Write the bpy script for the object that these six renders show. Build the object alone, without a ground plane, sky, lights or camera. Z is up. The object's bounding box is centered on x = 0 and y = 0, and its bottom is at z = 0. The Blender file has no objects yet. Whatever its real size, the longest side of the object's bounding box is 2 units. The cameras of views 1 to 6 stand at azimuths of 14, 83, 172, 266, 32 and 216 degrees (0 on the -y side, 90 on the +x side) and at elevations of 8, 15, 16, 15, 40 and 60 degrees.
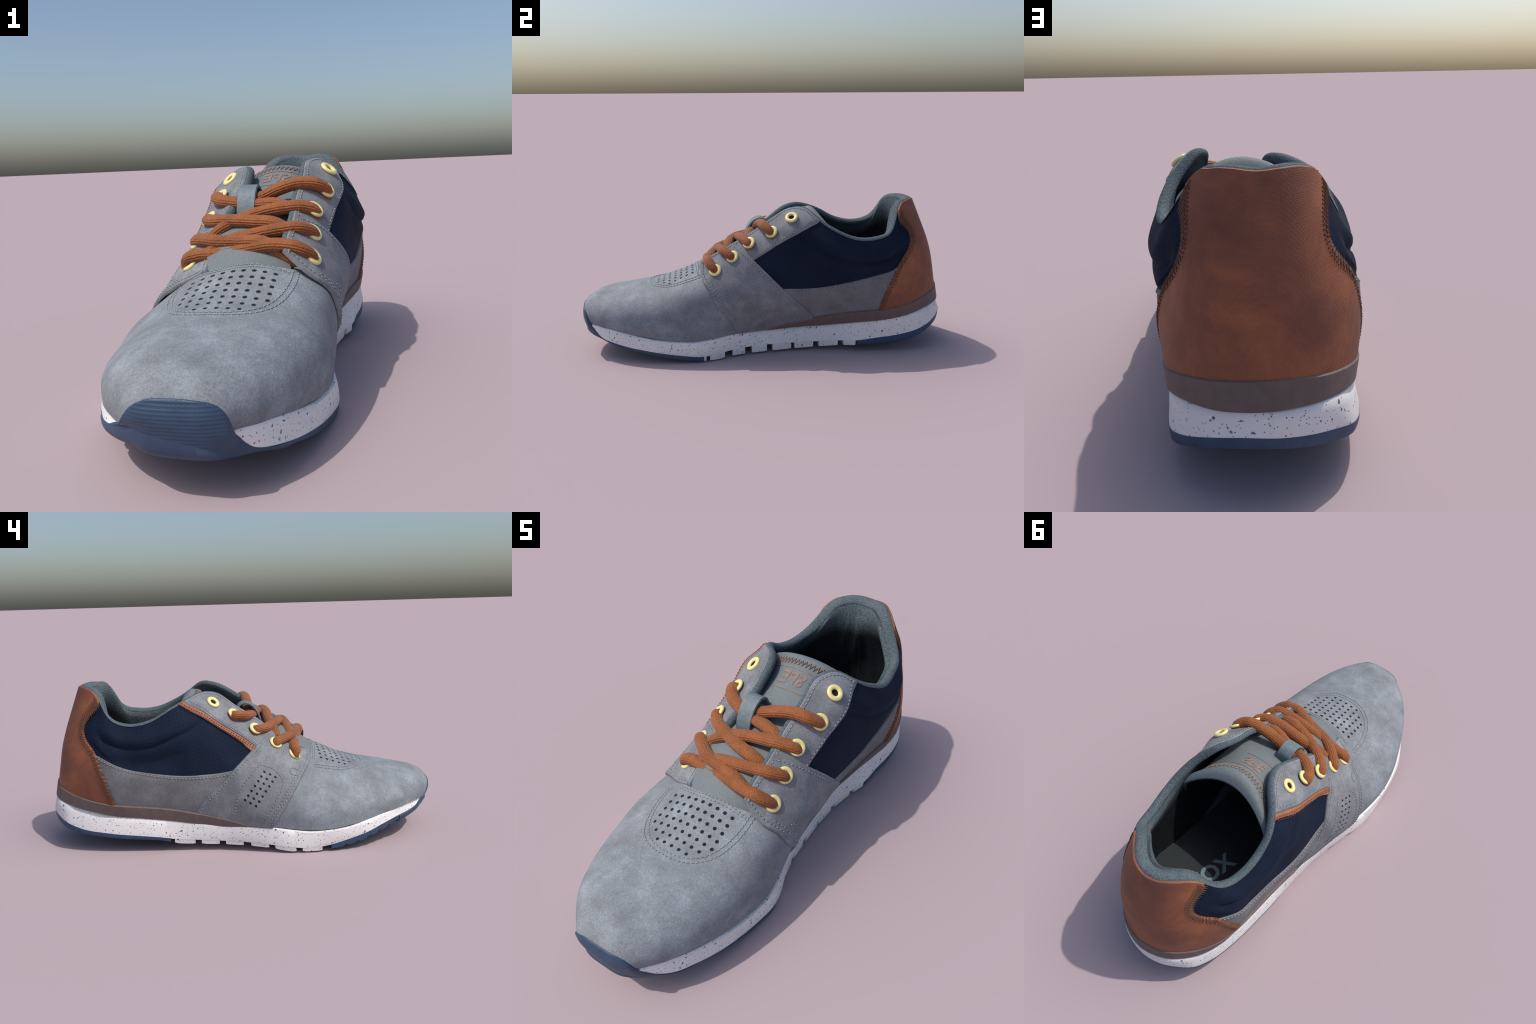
# A low leather sneaker with laces, built as a lofted last covered with overlapping leather and fabric panels.
import bpy, bmesh, math, random
import numpy as np
from mathutils import Vector, Matrix
from mathutils.geometry import delaunay_2d_cdt

random.seed(7)
rng = np.random.default_rng(7)
A = np.array

# ------------------------------------------------------------------ numeric helpers
def hermite(t, P, q):
    """Smooth curve through P (n,...) at parameters t, sampled at q (non-uniform Catmull-Rom)."""
    t = A(t, float); P = A(P, float); q = np.clip(A(q, float), t[0], t[-1])
    h = np.diff(t); sh = (-1,) + (1,) * (P.ndim - 1)
    d = np.diff(P, axis=0) / h.reshape(sh)
    m = np.empty_like(P)
    m[1:-1] = (d[:-1] * h[1:].reshape(sh) + d[1:] * h[:-1].reshape(sh)) / (h[:-1] + h[1:]).reshape(sh)
    m[0], m[-1] = d[0], d[-1]
    i = np.clip(np.searchsorted(t, q, side="right") - 1, 0, len(h) - 1)
    hh = h[i].reshape(sh); u = ((q - t[i]) / h[i]).reshape(sh)
    return ((2*u**3 - 3*u**2 + 1) * P[i] + (u**3 - 2*u**2 + u) * hh * m[i]
            + (-2*u**3 + 3*u**2) * P[i+1] + (u**3 - u**2) * hh * m[i+1])

def arc(P):
    return np.concatenate([[0], np.cumsum(np.linalg.norm(np.diff(A(P, float), axis=0), axis=1))])

def smooth_line(P, step=0.01):
    P = A(P, float); t = arc(P); n = max(2, int(t[-1] / step) + 1)
    return hermite(t, P, np.linspace(0, t[-1], n)) if len(P) > 2 else P[0] + (P[1]-P[0]) * np.linspace(0, 1, n)[:, None]

def unit(a):
    return a / np.maximum(np.linalg.norm(a, axis=-1, keepdims=True), 1e-9)

class Sheet:
    """A smooth surface lofted through sections: parameter s along the shoe (metres), v in 0..1 across."""
    def __init__(self, sections, s, nv=121, ns=900, flip=1.0):
        q = np.linspace(0, 1, nv)
        R = []
        for P in sections:
            P = A(P, float); t = arc(P); R.append(hermite(t / t[-1], P, q))
        self.s0, self.s1 = s[0], s[-1]
        self.S = np.linspace(s[0], s[-1], ns); self.V = q
        self.G = hermite(s, A(R), self.S)
        du = np.gradient(self.G, self.S, axis=0); dv = np.gradient(self.G, self.V, axis=1)
        self.N = unit(np.cross(du, dv)) * flip
        self.Tv = unit(dv)
    def _b(self, F, s, v):
        x = np.clip((A(s) - self.s0) / (self.s1 - self.s0) * (len(self.S) - 1), 0, len(self.S) - 1.001)
        y = np.clip(A(v) * (len(self.V) - 1), 0, len(self.V) - 1.001)
        i = x.astype(int); j = y.astype(int); a = (x - i)[..., None]; b = (y - j)[..., None]
        return (F[i, j]*(1-a)*(1-b) + F[i+1, j]*a*(1-b) + F[i, j+1]*(1-a)*b + F[i+1, j+1]*a*b)
    def P(self, s, v): return self._b(self.G, s, v)
    def n(self, s, v): return unit(self._b(self.N, s, v))
    def tv(self, s, v): return unit(self._b(self.Tv, s, v))
    def find(self, pts, w=(1, 1, 1)):
        """(s,v) of the surface points nearest to the given 3D points."""
        out = []; w = A(w, float)
        for p in np.atleast_2d(A(pts, float)):
            d = (((self.G - p) * w) ** 2).sum(-1)
            i, j = np.unravel_index(d.argmin(), d.shape)
            s, v = self.S[i], self.V[j]
            hs, hv = self.S[1] - self.S[0], self.V[1] - self.V[0]
            if 0 < i < len(self.S)-1:      # sub-cell refinement by parabola
                a, b, c = d[i-1, j], d[i, j], d[i+1, j]; s += hs * 0.5 * (a - c) / max(a - 2*b + c, 1e-12)
            if 0 < j < len(self.V)-1:
                a, b, c = d[i, j-1], d[i, j], d[i, j+1]; v += hv * 0.5 * (a - c) / max(a - 2*b + c, 1e-12)
            out.append((s, v))
        return A(out)

# ------------------------------------------------------------------ scene helpers
root = bpy.data.objects.new("sneaker", None)
bpy.context.scene.collection.objects.link(root)
root["label"] = "grey leather low sneaker with navy sides, brown heel and orange laces"
root["category"] = "sneaker shoe"

def add(name, verts, faces, mat, parent=root, smooth=True, sharp=40, mats=None, fmat=None, stuff=False):
    me = bpy.data.meshes.new(name)
    me.from_pydata([tuple(map(float, v)) for v in verts], [], [tuple(map(int, f)) for f in faces])
    for m in (mats or [mat]): me.materials.append(m)
    if fmat is not None: me.polygons.foreach_set("material_index", A(fmat, dtype=np.int32))
    me.validate(); me.update()
    if smooth:
        me.polygons.foreach_set("use_smooth", np.ones(len(me.polygons), bool))
        me.set_sharp_from_angle(angle=math.radians(sharp))
    ob = bpy.data.objects.new(name, me)
    bpy.context.scene.collection.objects.link(ob)
    ob.parent = parent
    if stuff: ob["kind"] = "stuff"
    return ob

def grid_faces(n, m, wrap_n=False, wrap_m=False, flip=False):
    F = []
    for i in range(n if wrap_n else n - 1):
        for j in range(m if wrap_m else m - 1):
            a, b = i*m + j, ((i+1) % n)*m + j
            c, d = ((i+1) % n)*m + (j+1) % m, i*m + (j+1) % m
            F.append((a, d, c, b) if flip else (a, b, c, d))
    return F

def inside(poly, pts):
    x, y = pts[:, 0][:, None], pts[:, 1][:, None]
    p = A(poly); q = np.roll(p, -1, 0)
    with np.errstate(divide="ignore", invalid="ignore"):
        c = ((p[:, 1] > y) != (q[:, 1] > y)) & (x < (q[:, 0]-p[:, 0]) * (y-p[:, 1]) / (q[:, 1]-p[:, 1]) + p[:, 0])
    return c.sum(1) % 2 == 1

def edge_dist(poly, pts):
    p = A(poly); q = np.roll(p, -1, 0); d = q - p; L = np.maximum((d**2).sum(1), 1e-12)
    out = np.empty(len(pts))
    for k in range(0, len(pts), 2000):
        a = pts[k:k+2000, None] - p
        t = np.clip((a * d).sum(-1) / L, 0, 1)
        out[k:k+2000] = np.sqrt(((a - t[..., None]*d)**2).sum(-1).min(1))
    return out

def resample_loop(poly, step, corner=35):
    """Even points along a closed 2D loop, keeping its corners."""
    p = A(poly, float)
    keep = np.linalg.norm(p - np.roll(p, 1, 0), axis=1) > 1e-5
    p = p[keep]
    e1 = unit(p - np.roll(p, 1, 0)); e2 = unit(np.roll(p, -1, 0) - p)
    cr = np.where((e1*e2).sum(1) < math.cos(math.radians(corner)))[0]
    if len(cr) == 0: cr = A([0])
    out = []
    for a, b in zip(cr, np.roll(cr, -1)):
        seg = p[a:b+1] if b > a else np.vstack([p[a:], p[:b+1]])
        t = arc(seg); n = max(1, round(t[-1] / step))
        q = np.linspace(0, t[-1], n+1)[:-1]
        out.append(np.c_[np.interp(q, t, seg[:, 0]), np.interp(q, t, seg[:, 1])])
    return np.vstack(out)

KV = 0.6          # metres per unit v used to keep panel triangles even
def panel(name, sh, loop, mat, height=0.0, thick=0.010, step=0.012, holes=(), relief=None, parent=root, kv=KV, rounding=0.5, lift=None):
    """A leather or fabric piece lying on a sheet: an outline in (s,v), laid `height` above it, with thickness, rounded rim and punched holes."""
    L = resample_loop(A(loop) * (1, kv), step)
    area = 0.5*np.sum(L[:, 0]*np.roll(L[:, 1], -1) - np.roll(L[:, 0], -1)*L[:, 1])
    if area < 0: L = L[::-1]
    e = unit(np.roll(L, -1, 0) - np.roll(L, 1, 0)); inn = np.c_[-e[:, 1], e[:, 0]]
    ring = L + inn * min(0.004, thick*0.5)
    lo, hi = L.min(0), L.max(0)
    gx, gy = np.arange(lo[0], hi[0], step), np.arange(lo[1], hi[1], step*0.87)
    X, Y = np.meshgrid(gx, gy); X = X + (np.arange(len(gy)) % 2)[:, None]*step*0.5
    g = np.c_[X.ravel(), Y.ravel()] + rng.uniform(-.05, .05, (X.size, 2))*step
    g = g[inside(L, g)]; g = g[edge_dist(L, g) > step*0.75]
    ring = ring[inside(L, ring)]; ring = ring[edge_dist(L, ring) > 0.5*min(0.004, thick*0.5)]
    H = [A(h)*(1, kv) for h in holes]
    for h in H:
        if len(g):
            c = h.mean(0); r = np.linalg.norm(h-c, axis=1).max() + step*0.35
            g = g[np.linalg.norm(g-c, axis=1) > r]
    pts = [L, ring, g]; edges = [(i, (i+1) % len(L)) for i in range(len(L))]
    base = len(L) + len(ring) + len(g)
    for h in H:
        edges += [(base+i, base+(i+1) % len(h)) for i in range(len(h))]; base += len(h); pts.append(h)
    P2 = np.vstack(pts)
    v, ed, f, *_ = delaunay_2d_cdt([Vector(p) for p in P2], edges, [], 0, 1e-6)
    v = A([tuple(p) for p in v]); f = A([t for t in f if len(t) == 3])
    c = v[f].mean(1); ok = inside(L, c)
    for h in H:
        m = h.mean(0); r = np.linalg.norm(h-m, axis=1).max()
        near = np.linalg.norm(c-m, axis=1) < r
        if near.any():
            k = np.where(near)[0]; ok[k[inside(h, c[k])]] = False
    f = f[ok]
    dist = edge_dist(L, v)
    s, vv = v[:, 0], v[:, 1]/kv
    p, n = sh.P(s, vv), sh.n(s, vv)
    hgt = height - thick*rounding*np.clip(1 - dist/0.005, 0, 1)**2
    if relief is not None: hgt = hgt + relief(p, s, vv)
    if lift is not None: p = p + lift(p, s, vv)
    # orientation
    a = np.cross(p[f[:, 1]]-p[f[:, 0]], p[f[:, 2]]-p[f[:, 0]])
    fl = (a * n[f[:, 0]]).sum(1) < 0
    f[fl] = f[fl][:, ::-1]
    top = p + n*hgt[:, None]
    cnt = {}
    for t in f:
        for i in range(3): cnt[(t[i], t[(i+1) % 3])] = 1
    bd = [(a, b) for (a, b) in cnt if (b, a) not in cnt]
    vs = list(top); low = {}
    bot = p + n*(height - thick)
    F = [tuple(t) for t in f]
    for a, b in bd:
        for k in (a, b):
            if k not in low: low[k] = len(vs); vs.append(bot[k])
        F.append((b, a, low[a], low[b]))
    return add(name, vs, F, mat, parent)

def tube(path, rad, seg=12, fl=None, caps=True, ribs=0, rib=0.0, up=None, twist=0.0):
    """Verts and faces of a (possibly flattened and ribbed) tube along a path; fl = list of (width, height) factors."""
    P = A(path, float); n = len(P)
    T = unit(np.gradient(P, axis=0))
    U = A(up if up is not None else [0, 0, 1.0]); U = np.broadcast_to(U, P.shape)
    side = unit(np.cross(T, U)); upv = unit(np.cross(side, T))
    th = np.linspace(0, 2*np.pi, seg, endpoint=False)
    rad = np.broadcast_to(A(rad, float), (n,))
    w, h = fl if fl is not None else (1, 1)
    rr = 1 + rib*(np.abs(np.cos(ribs*th*0.5))**0.7 - 0.6) if ribs else np.ones(seg)
    V = []
    for i in range(n):
        a = th + twist*i
        V += list(P[i] + rad[i]*(side[i]*(np.cos(a)*rr*w)[:, None] + upv[i]*(np.sin(a)*rr*h)[:, None]))
    F = grid_faces(n, seg, wrap_m=True, flip=True)
    if caps:
        V += [P[0], P[-1]]; c0, c1 = n*seg, n*seg+1
        for j in range(seg):
            k = (j+1) % seg
            F.append((c0, k, j)); F.append((c1, (n-1)*seg+j, (n-1)*seg+k))
    return V, F

class Bag:
    """Collects many small pieces into one mesh."""
    def __init__(self): self.v, self.f = [], []
    def put(self, V, F):
        o = len(self.v); self.v += list(V); self.f += [tuple(i+o for i in t) for t in F]

# ------------------------------------------------------------------ materials
class Mat:
    def __init__(self, name, rough=0.7, **kw):
        self.m = bpy.data.materials.new(name); self.m.use_nodes = True
        self.t = self.m.node_tree; self.b = self.t.nodes["Principled BSDF"]
        self.b.inputs["Roughness"].default_value = rough
        for k, v in kw.items(): self.b.inputs[k.replace("_", " ")].default_value = v
        self.co = self.t.nodes.new("ShaderNodeTexCoord").outputs["Object"]
    def node(self, kind, ins=None, **props):
        n = self.t.nodes.new("ShaderNode" + kind)
        for k, v in props.items(): setattr(n, k, v)
        for k, v in (ins or {}).items():
            if hasattr(v, "is_output"): self.t.links.new(v, n.inputs[k])
            else: n.inputs[k].default_value = v
        return n
    def mapped(self, scale=(1, 1, 1), rot=(0, 0, 0), loc=(0, 0, 0)):
        return self.node("Mapping", {"Vector": self.co, "Scale": scale, "Rotation": rot, "Location": loc}).outputs[0]
    def noise(self, scale, detail=4, rough=0.55, vec=None, dist=0.0):
        return self.node("TexNoise", {"Vector": vec or self.co, "Scale": scale, "Detail": detail, "Roughness": rough, "Distortion": dist}).outputs["Fac"]
    def voronoi(self, scale, feature="F1", vec=None, out="Distance", rand=1.0):
        return self.node("TexVoronoi", {"Vector": vec or self.co, "Scale": scale, "Randomness": rand}, feature=feature).outputs[out]
    def wave(self, scale, axis="X", vec=None, dist=0.0, dscale=1.0, profile="SIN"):
        return self.node("TexWave", {"Vector": vec or self.co, "Scale": scale, "Distortion": dist, "Detail Scale": dscale},
                         wave_type="BANDS", bands_direction=axis, wave_profile=profile).outputs["Fac"]
    def ramp(self, fac, stops, interp="LINEAR"):
        n = self.node("ValToRGB", {"Fac": fac}); e = n.color_ramp.elements; n.color_ramp.interpolation = interp
        while len(e) < len(stops): e.new(0.5)
        for x, (p, c) in zip(e, stops):
            x.position = p; x.color = (*c, 1) if hasattr(c, "__len__") else (c, c, c, 1)
        return n.outputs["Color"]
    def math(self, op, a, b=0.0, clamp=False):
        n = self.node("Math", operation=op, use_clamp=clamp)
        for i, v in enumerate((a, b)):
            if hasattr(v, "is_output"): self.t.links.new(v, n.inputs[i])
            else: n.inputs[i].default_value = v
        return n.outputs[0]
    def mix(self, fac, a, b, blend="MIX"):
        n = self.node("Mix", data_type="RGBA", blend_type=blend)
        for k, v in ((0, fac), (6, a), (7, b)):
            if hasattr(v, "is_output"): self.t.links.new(v, n.inputs[k])
            else: n.inputs[k].default_value = (*v, 1) if hasattr(v, "__len__") else v
        return n.outputs[2]
    def color(self, c):
        if hasattr(c, "is_output"): self.t.links.new(c, self.b.inputs["Base Color"])
        else: self.b.inputs["Base Color"].default_value = (*c, 1)
    def bump(self, h, strength=0.3, dist=0.01):
        n = self.node("Bump", {"Height": h, "Strength": strength, "Distance": dist})
        self.t.links.new(n.outputs[0], self.b.inputs["Normal"])

def nubuck(name, dark, mid, light, grain=0.25, shift=0.0):
    M = Mat(name, rough=0.72, Specular_IOR_Level=0.3)
    cloud = M.noise(8.5, 8, 0.68, vec=M.mapped(loc=(shift, shift*1.7, shift*.6)), dist=0.2)
    base = M.ramp(cloud, [(0.34, dark), (0.50, mid), (0.70, light)])
    nap = M.noise(170, 3, 0.65)
    base = M.mix(0.55, base, M.ramp(nap, [(0.3, 0.29), (0.7, 0.71)]), "OVERLAY")
    M.color(base)
    M.bump(M.math("ADD", M.noise(300, 3), M.math("MULTIPLY", M.noise(40, 3), 0.6)), grain, 0.004)
    return M.m

m_vamp = nubuck("grey_nubuck_front", (0.170, 0.186, 0.204), (0.213, 0.236, 0.258), (0.292, 0.328, 0.360), shift=2.3)
m_strap = nubuck("grey_nubuck_strap", (0.148, 0.155, 0.170), (0.192, 0.203, 0.221), (0.268, 0.288, 0.310))
m_low = nubuck("grey_nubuck_lower", (0.140, 0.141, 0.150), (0.172, 0.175, 0.184), (0.220, 0.227, 0.240))

def fabric_navy():
    M = Mat("navy_ripstop", rough=0.8, Specular_IOR_Level=0.15)
    v = M.mapped(rot=(math.radians(14), 0, 0))
    gy = M.ramp(M.wave(17, "Y", v, 0.6, 3), [(0.90, 0.0), (0.985, 1.0)])
    gz = M.ramp(M.wave(17, "Z", v, 0.6, 3), [(0.90, 0.0), (0.985, 1.0)])
    grid = M.math("MAXIMUM", gy, gz)
    spot = M.math("MULTIPLY", grid, M.noise(25, 2))
    base = M.ramp(M.noise(5, 4), [(0.3, (0.0050, 0.0096, 0.0245)), (0.7, (0.0084, 0.0162, 0.038))])
    M.color(M.mix(M.math("MULTIPLY", spot, 0.75), base, (0.012, 0.024, 0.044)))
    M.bump(M.math("ADD", M.math("MULTIPLY", grid, 0.5), M.noise(350, 2)), 0.25, 0.002)
    return M.m
m_navy = fabric_navy()

def heel_leather():
    M = Mat("brown_textured_leather", rough=0.6, Specular_IOR_Level=0.35)
    cloud = M.noise(4.2, 6, 0.62, dist=0.4)
    base = M.ramp(cloud, [(0.30, (0.160, 0.056, 0.034)), (0.5, (0.258, 0.086, 0.043)), (0.68, (0.385, 0.130, 0.053))])
    wz = M.wave(55, "Z", None, 1.2, 4); wx = M.wave(60, "X", None, 1.2, 4); wy = M.wave(60, "Y", None, 1.2, 4)
    weave = M.math("MULTIPLY", wz, M.math("MULTIPLY", wx, wy))
    base = M.mix(0.5, base, M.ramp(weave, [(0.0, 0.40), (0.6, 0.62)]), "OVERLAY")
    M.color(base)
    M.bump(M.math("ADD", weave, M.math("MULTIPLY", M.noise(150, 3), 0.5)), 0.4, 0.003)
    return M.m
m_heel = heel_leather()

def plain(name, c, rough=0.6, noise=0.12, scale=60, bump=0.15, **kw):
    M = Mat(name, rough=rough, **kw); c = A(c)
    M.color(M.ramp(M.noise(scale, 4), [(0.3, tuple(c*(1-noise))), (0.7, tuple(np.minimum(c*(1+noise), 1)))]))
    if bump: M.bump(M.noise(scale*4, 3), bump, 0.003)
    return M.m

m_trim = plain("brown_trim_leather", (0.30, 0.108, 0.050), 0.6, 0.2, 40, 0.3)
m_wedge = plain("taupe_rubber", (0.135, 0.098, 0.088), 0.65, 0.12, 30, 0.3)
m_blue = plain("blue_rubber", (0.030, 0.063, 0.122), 0.55, 0.15, 25, 0.2)
def bumper_mat():
    M = Mat("ribbed_blue_rubber", rough=0.5)
    M.color(M.ramp(M.noise(25, 4), [(0.3, (0.022, 0.048, 0.094)), (0.7, (0.030, 0.064, 0.122))]))
    M.bump(M.math("MAXIMUM", M.wave(32, "Z", None, 0.4, 2), M.math("MULTIPLY", M.wave(30, "X"), 0.4)), 0.25, 0.004)
    return M.m
m_bumper = bumper_mat()
m_eyelet = plain("cream_enamel", (0.80, 0.70, 0.30), 0.35, 0.03, 20, 0)
m_black = plain("dark_hole", (0.004, 0.005, 0.008), 0.9, 0, 10, 0)
m_hole = plain("dark_perforation", (0.006, 0.008, 0.013), 0.9, 0, 10, 0)
m_tongue = plain("soft_grey_tongue", (0.148, 0.176, 0.185), 0.7, 0.10, 90, 0.3)
m_keeper = plain("slate_leather", (0.135, 0.175, 0.195), 0.6, 0.18, 60, 0.3)
m_print = plain("brown_print", (0.25, 0.165, 0.135), 0.7, 0.25, 60, 0)
m_stitch = plain("pale_thread", (0.30, 0.33, 0.35), 0.8, 0.15, 80, 0)
m_pit = plain("needle_hole", (0.05, 0.055, 0.065), 0.9, 0.1, 80, 0)
m_zig = plain("brown_thread", (0.125, 0.060, 0.034), 0.8, 0.2, 80, 0)
m_insole = plain("charcoal_insole", (0.020, 0.026, 0.031), 0.85, 0.25, 150, 0.3)
m_letter = plain("pale_blue_print", (0.15, 0.23, 0.255), 0.7, 0.1, 80, 0)

def midsole_mat():
    M = Mat("speckled_white_foam", rough=0.5)
    out = None
    base = M.ramp(M.noise(6, 3), [(0.3, (0.74, 0.72, 0.705)), (0.7, (0.80, 0.785, 0.775))])
    for sc, lo, hi, seed in ((26, 0.10, 0.16, 0), (55, 0.13, 0.19, 3), (100, 0.15, 0.22, 7)):
        vec = M.mapped(loc=(seed, seed*0.7, seed*1.3))
        wob = M.node("VectorMath", {0: vec, 1: M.node("TexNoise", {"Vector": vec, "Scale": sc*2.2, "Detail": 2}).outputs["Color"]}, operation="ADD")
        wob2 = M.node("VectorMath", {0: wob.outputs[0], 3: 1.0}, operation="SCALE").outputs[0]
        small = M.node("VectorMath", {0: M.node("TexNoise", {"Vector": vec, "Scale": sc*1.7, "Detail": 2}).outputs["Color"], 3: 0.55/sc}, operation="SCALE").outputs[0]
        vv = M.node("VectorMath", {0: vec, 1: small}, operation="ADD").outputs[0]
        vo = M.node("TexVoronoi", {"Vector": vv, "Scale": sc}, feature="F1")
        dot = M.ramp(vo.outputs["Distance"], [(lo, 1.0), (hi, 0.0)])
        keep = M.math("GREATER_THAN", M.node("SeparateColor", {"Color": vo.outputs["Color"]}).outputs[0], 0.33)
        d = M.math("MULTIPLY", dot, keep)
        out = d if out is None else M.math("MAXIMUM", out, d)
    M.color(M.mix(out, base, (0.085, 0.125, 0.175)))
    M.bump(M.wave(45, "Z", None, 0.5, 2), 0.08, 0.002)
    return M.m
m_white = midsole_mat()

def lining_mat():
    M = Mat("knit_lining", rough=0.85, Specular_IOR_Level=0.15)
    cell = M.voronoi(120, "F1", M.mapped(scale=(1.2, 1.2, 1)), rand=0.5)
    base = M.ramp(cell, [(0.26, (0.128, 0.164, 0.183)), (0.60, (0.064, 0.083, 0.094))])
    base = M.mix(0.25, base, M.ramp(M.noise(6, 3), [(0.3, (0.080, 0.106, 0.120)), (0.7, (0.125, 0.162, 0.182))]))
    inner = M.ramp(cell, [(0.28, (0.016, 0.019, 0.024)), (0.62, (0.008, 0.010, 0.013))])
    dep = M.node("Attribute", attribute_name="dark_depth").outputs["Fac"]
    M.color(M.mix(M.ramp(dep, [(0.30, 0.0), (0.85, 1.0)]), base, inner))  # knit goes from grey at the rim to near-black further down the inside
    M.bump(M.math("MULTIPLY", cell, -1.0), 0.35, 0.004)
    return M.m
m_lining = lining_mat()

def lace_mat():
    M = Mat("burnt_orange_lace", rough=0.75, Specular_IOR_Level=0.25, Sheen_Weight=0.15)
    v = M.voronoi(150, "F1")
    base = M.ramp(M.noise(14, 4), [(0.3, (0.222, 0.072, 0.023)), (0.7, (0.312, 0.104, 0.031))])
    M.color(M.mix(0.45, base, M.ramp(v, [(0.2, 0.62), (0.75, 0.36)]), "OVERLAY"))
    M.bump(v, 0.5, 0.004)
    return M.m
m_lace = lace_mat()

# ------------------------------------------------------------------ the last: wall sheet (both sides and heel)
# each section runs from the sole up to the top edge
def plane(y, pts): return [(x, y, z) for x, z in pts]
HC = (0.08, 0.65)      # centre the heel sections fan round
def fan(deg, pts):
    a = math.radians(deg)
    return [(HC[0] + r*math.cos(a), HC[1] + r*math.sin(a), z) for r, z in pts]

wall = [
 plane(-.44, [(.334, .113), (.345, .20), (.344, .28), (.322, .355), (.272, .415), (.225, .452), (.186, .478)]),
 plane(-.36, [(.327, .112), (.345, .20), (.343, .29), (.318, .372), (.262, .428), (.222, .466), (.182, .500)]),
 plane(-.28, [(.312, .119), (.335, .20), (.340, .29), (.324, .372), (.285, .435), (.250, .482), (.182, .545)]),
 plane(-.18, [(.287, .128), (.313, .20), (.335, .30), (.333, .39), (.300, .465), (.247, .545), (.187, .602)]),
 plane(-.08, [(.265, .128), (.299, .20), (.325, .28), (.333, .38), (.313, .475), (.240, .615), (.180, .660)]),
 plane(.02, [(.250, .131), (.290, .20), (.322, .28), (.340, .37), (.335, .48), (.268, .663), (.190, .730)]),
 plane(.12, [(.245, .136), (.282, .20), (.310, .265), (.342, .36), (.345, .47), (.269, .744), (.190, .784)]),
 plane(.20, [(.244, .139), (.279, .20), (.306, .262), (.344, .36), (.353, .46), (.306, .700), (.237, .785)]),
 plane(.27, [(.249, .142), (.279, .20), (.305, .262), (.347, .36), (.357, .47), (.340, .630), (.300, .725)]),
 plane(.35, [(.263, .150), (.291, .205), (.311, .265), (.349, .37), (.358, .47), (.359, .590), (.334, .676)]),
 plane(.45, [(.280, .160), (.304, .22), (.323, .28), (.350, .38), (.360, .46), (.369, .570), (.346, .638)]),
 plane(.55, [(.301, .171), (.320, .23), (.334, .29), (.349, .37), (.354, .45), (.359, .570), (.334, .634)]),
 fan(0,  [(.241, .187), (.257, .25), (.266, .36), (.264, .44), (.256, .52), (.253, .60), (.225, .675)]),
 fan(20, [(.260, .205), (.265, .28), (.262, .36), (.251, .44), (.232, .53), (.214, .64), (.160, .783)]),
 fan(45, [(.288, .230), (.282, .30), (.276, .38), (.265, .46), (.246, .55), (.214, .66), (.148, .806)]),
 fan(68, [(.316, .240), (.305, .31), (.294, .39), (.279, .48), (.256, .57), (.213, .68), (.157, .810)]),
 fan(90, [(.330, .246), (.315, .32), (.299, .40), (.279, .50), (.250, .59), (.211, .69), (.165, .804)]),
 fan(112, [(.325, .244), (.311, .31), (.297, .39), (.279, .48), (.254, .57), (.216, .68), (.169, .808)]),
 fan(135, [(.305, .228), (.297, .30), (.289, .38), (.275, .46), (.251, .55), (.219, .66), (.170, .805)]),
 fan(160, [(.285, .205), (.294, .28), (.295, .36), (.287, .44), (.267, .53), (.233, .63), (.188, .775)]),
 fan(180, [(.280, .184), (.300, .26), (.314, .36), (.311, .44), (.292, .53), (.278, .60), (.240, .672)]),
 plane(.55, [(-.213, .175), (-.224, .23), (-.236, .29), (-.246, .38), (-.226, .46), (-.227, .575), (-.192, .636)]),
 plane(.45, [(-.221, .165), (-.231, .22), (-.242, .28), (-.250, .38), (-.234, .46), (-.248, .570), (-.200, .655)]),
 plane(.35, [(-.230, .153), (-.240, .21), (-.252, .28), (-.263, .38), (-.243, .48), (-.246, .613), (-.187, .708)]),
 plane(.27, [(-.240, .142), (-.252, .20), (-.264, .27), (-.271, .38), (-.258, .51), (-.219, .653), (-.144, .744)]),
 plane(.20, [(-.247, .134), (-.262, .20), (-.273, .28), (-.273, .39), (-.252, .52), (-.188, .690), (-.080, .768)]),
 plane(.12, [(-.266, .127), (-.277, .19), (-.283, .27), (-.273, .38), (-.245, .50), (-.185, .640), (-.048, .757)]),
 plane(.02, [(-.290, .128), (-.304, .19), (-.307, .27), (-.284, .38), (-.243, .46), (-.185, .580), (-.046, .686)]),
 plane(-.08, [(-.318, .125), (-.333, .19), (-.322, .27), (-.282, .37), (-.240, .44), (-.190, .515), (-.072, .622)]),
 plane(-.18, [(-.335, .115), (-.346, .18), (-.333, .26), (-.285, .342), (-.235, .41), (-.172, .483), (-.086, .543)]),
 plane(-.28, [(-.350, .105), (-.356, .18), (-.340, .24), (-.286, .315), (-.220, .372), (-.163, .424), (-.080, .468)]),
 plane(-.36, [(-.356, .107), (-.361, .18), (-.346, .23), (-.286, .296), (-.210, .348), (-.138, .392), (-.072, .438)]),
 plane(-.44, [(-.356, .112), (-.356, .18), (-.338, .23), (-.280, .290), (-.205, .335), (-.135, .372), (-.070, .402)]),
]
ws = arc([A(P)[3] for P in wall])
W = Sheet(wall, ws, nv=121, ns=1000)
if (W.N[300, 60] * (W.G[300, 60] - A([0.05, 0.2, .4])))[0] < 0: W.N = -W.N

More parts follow.
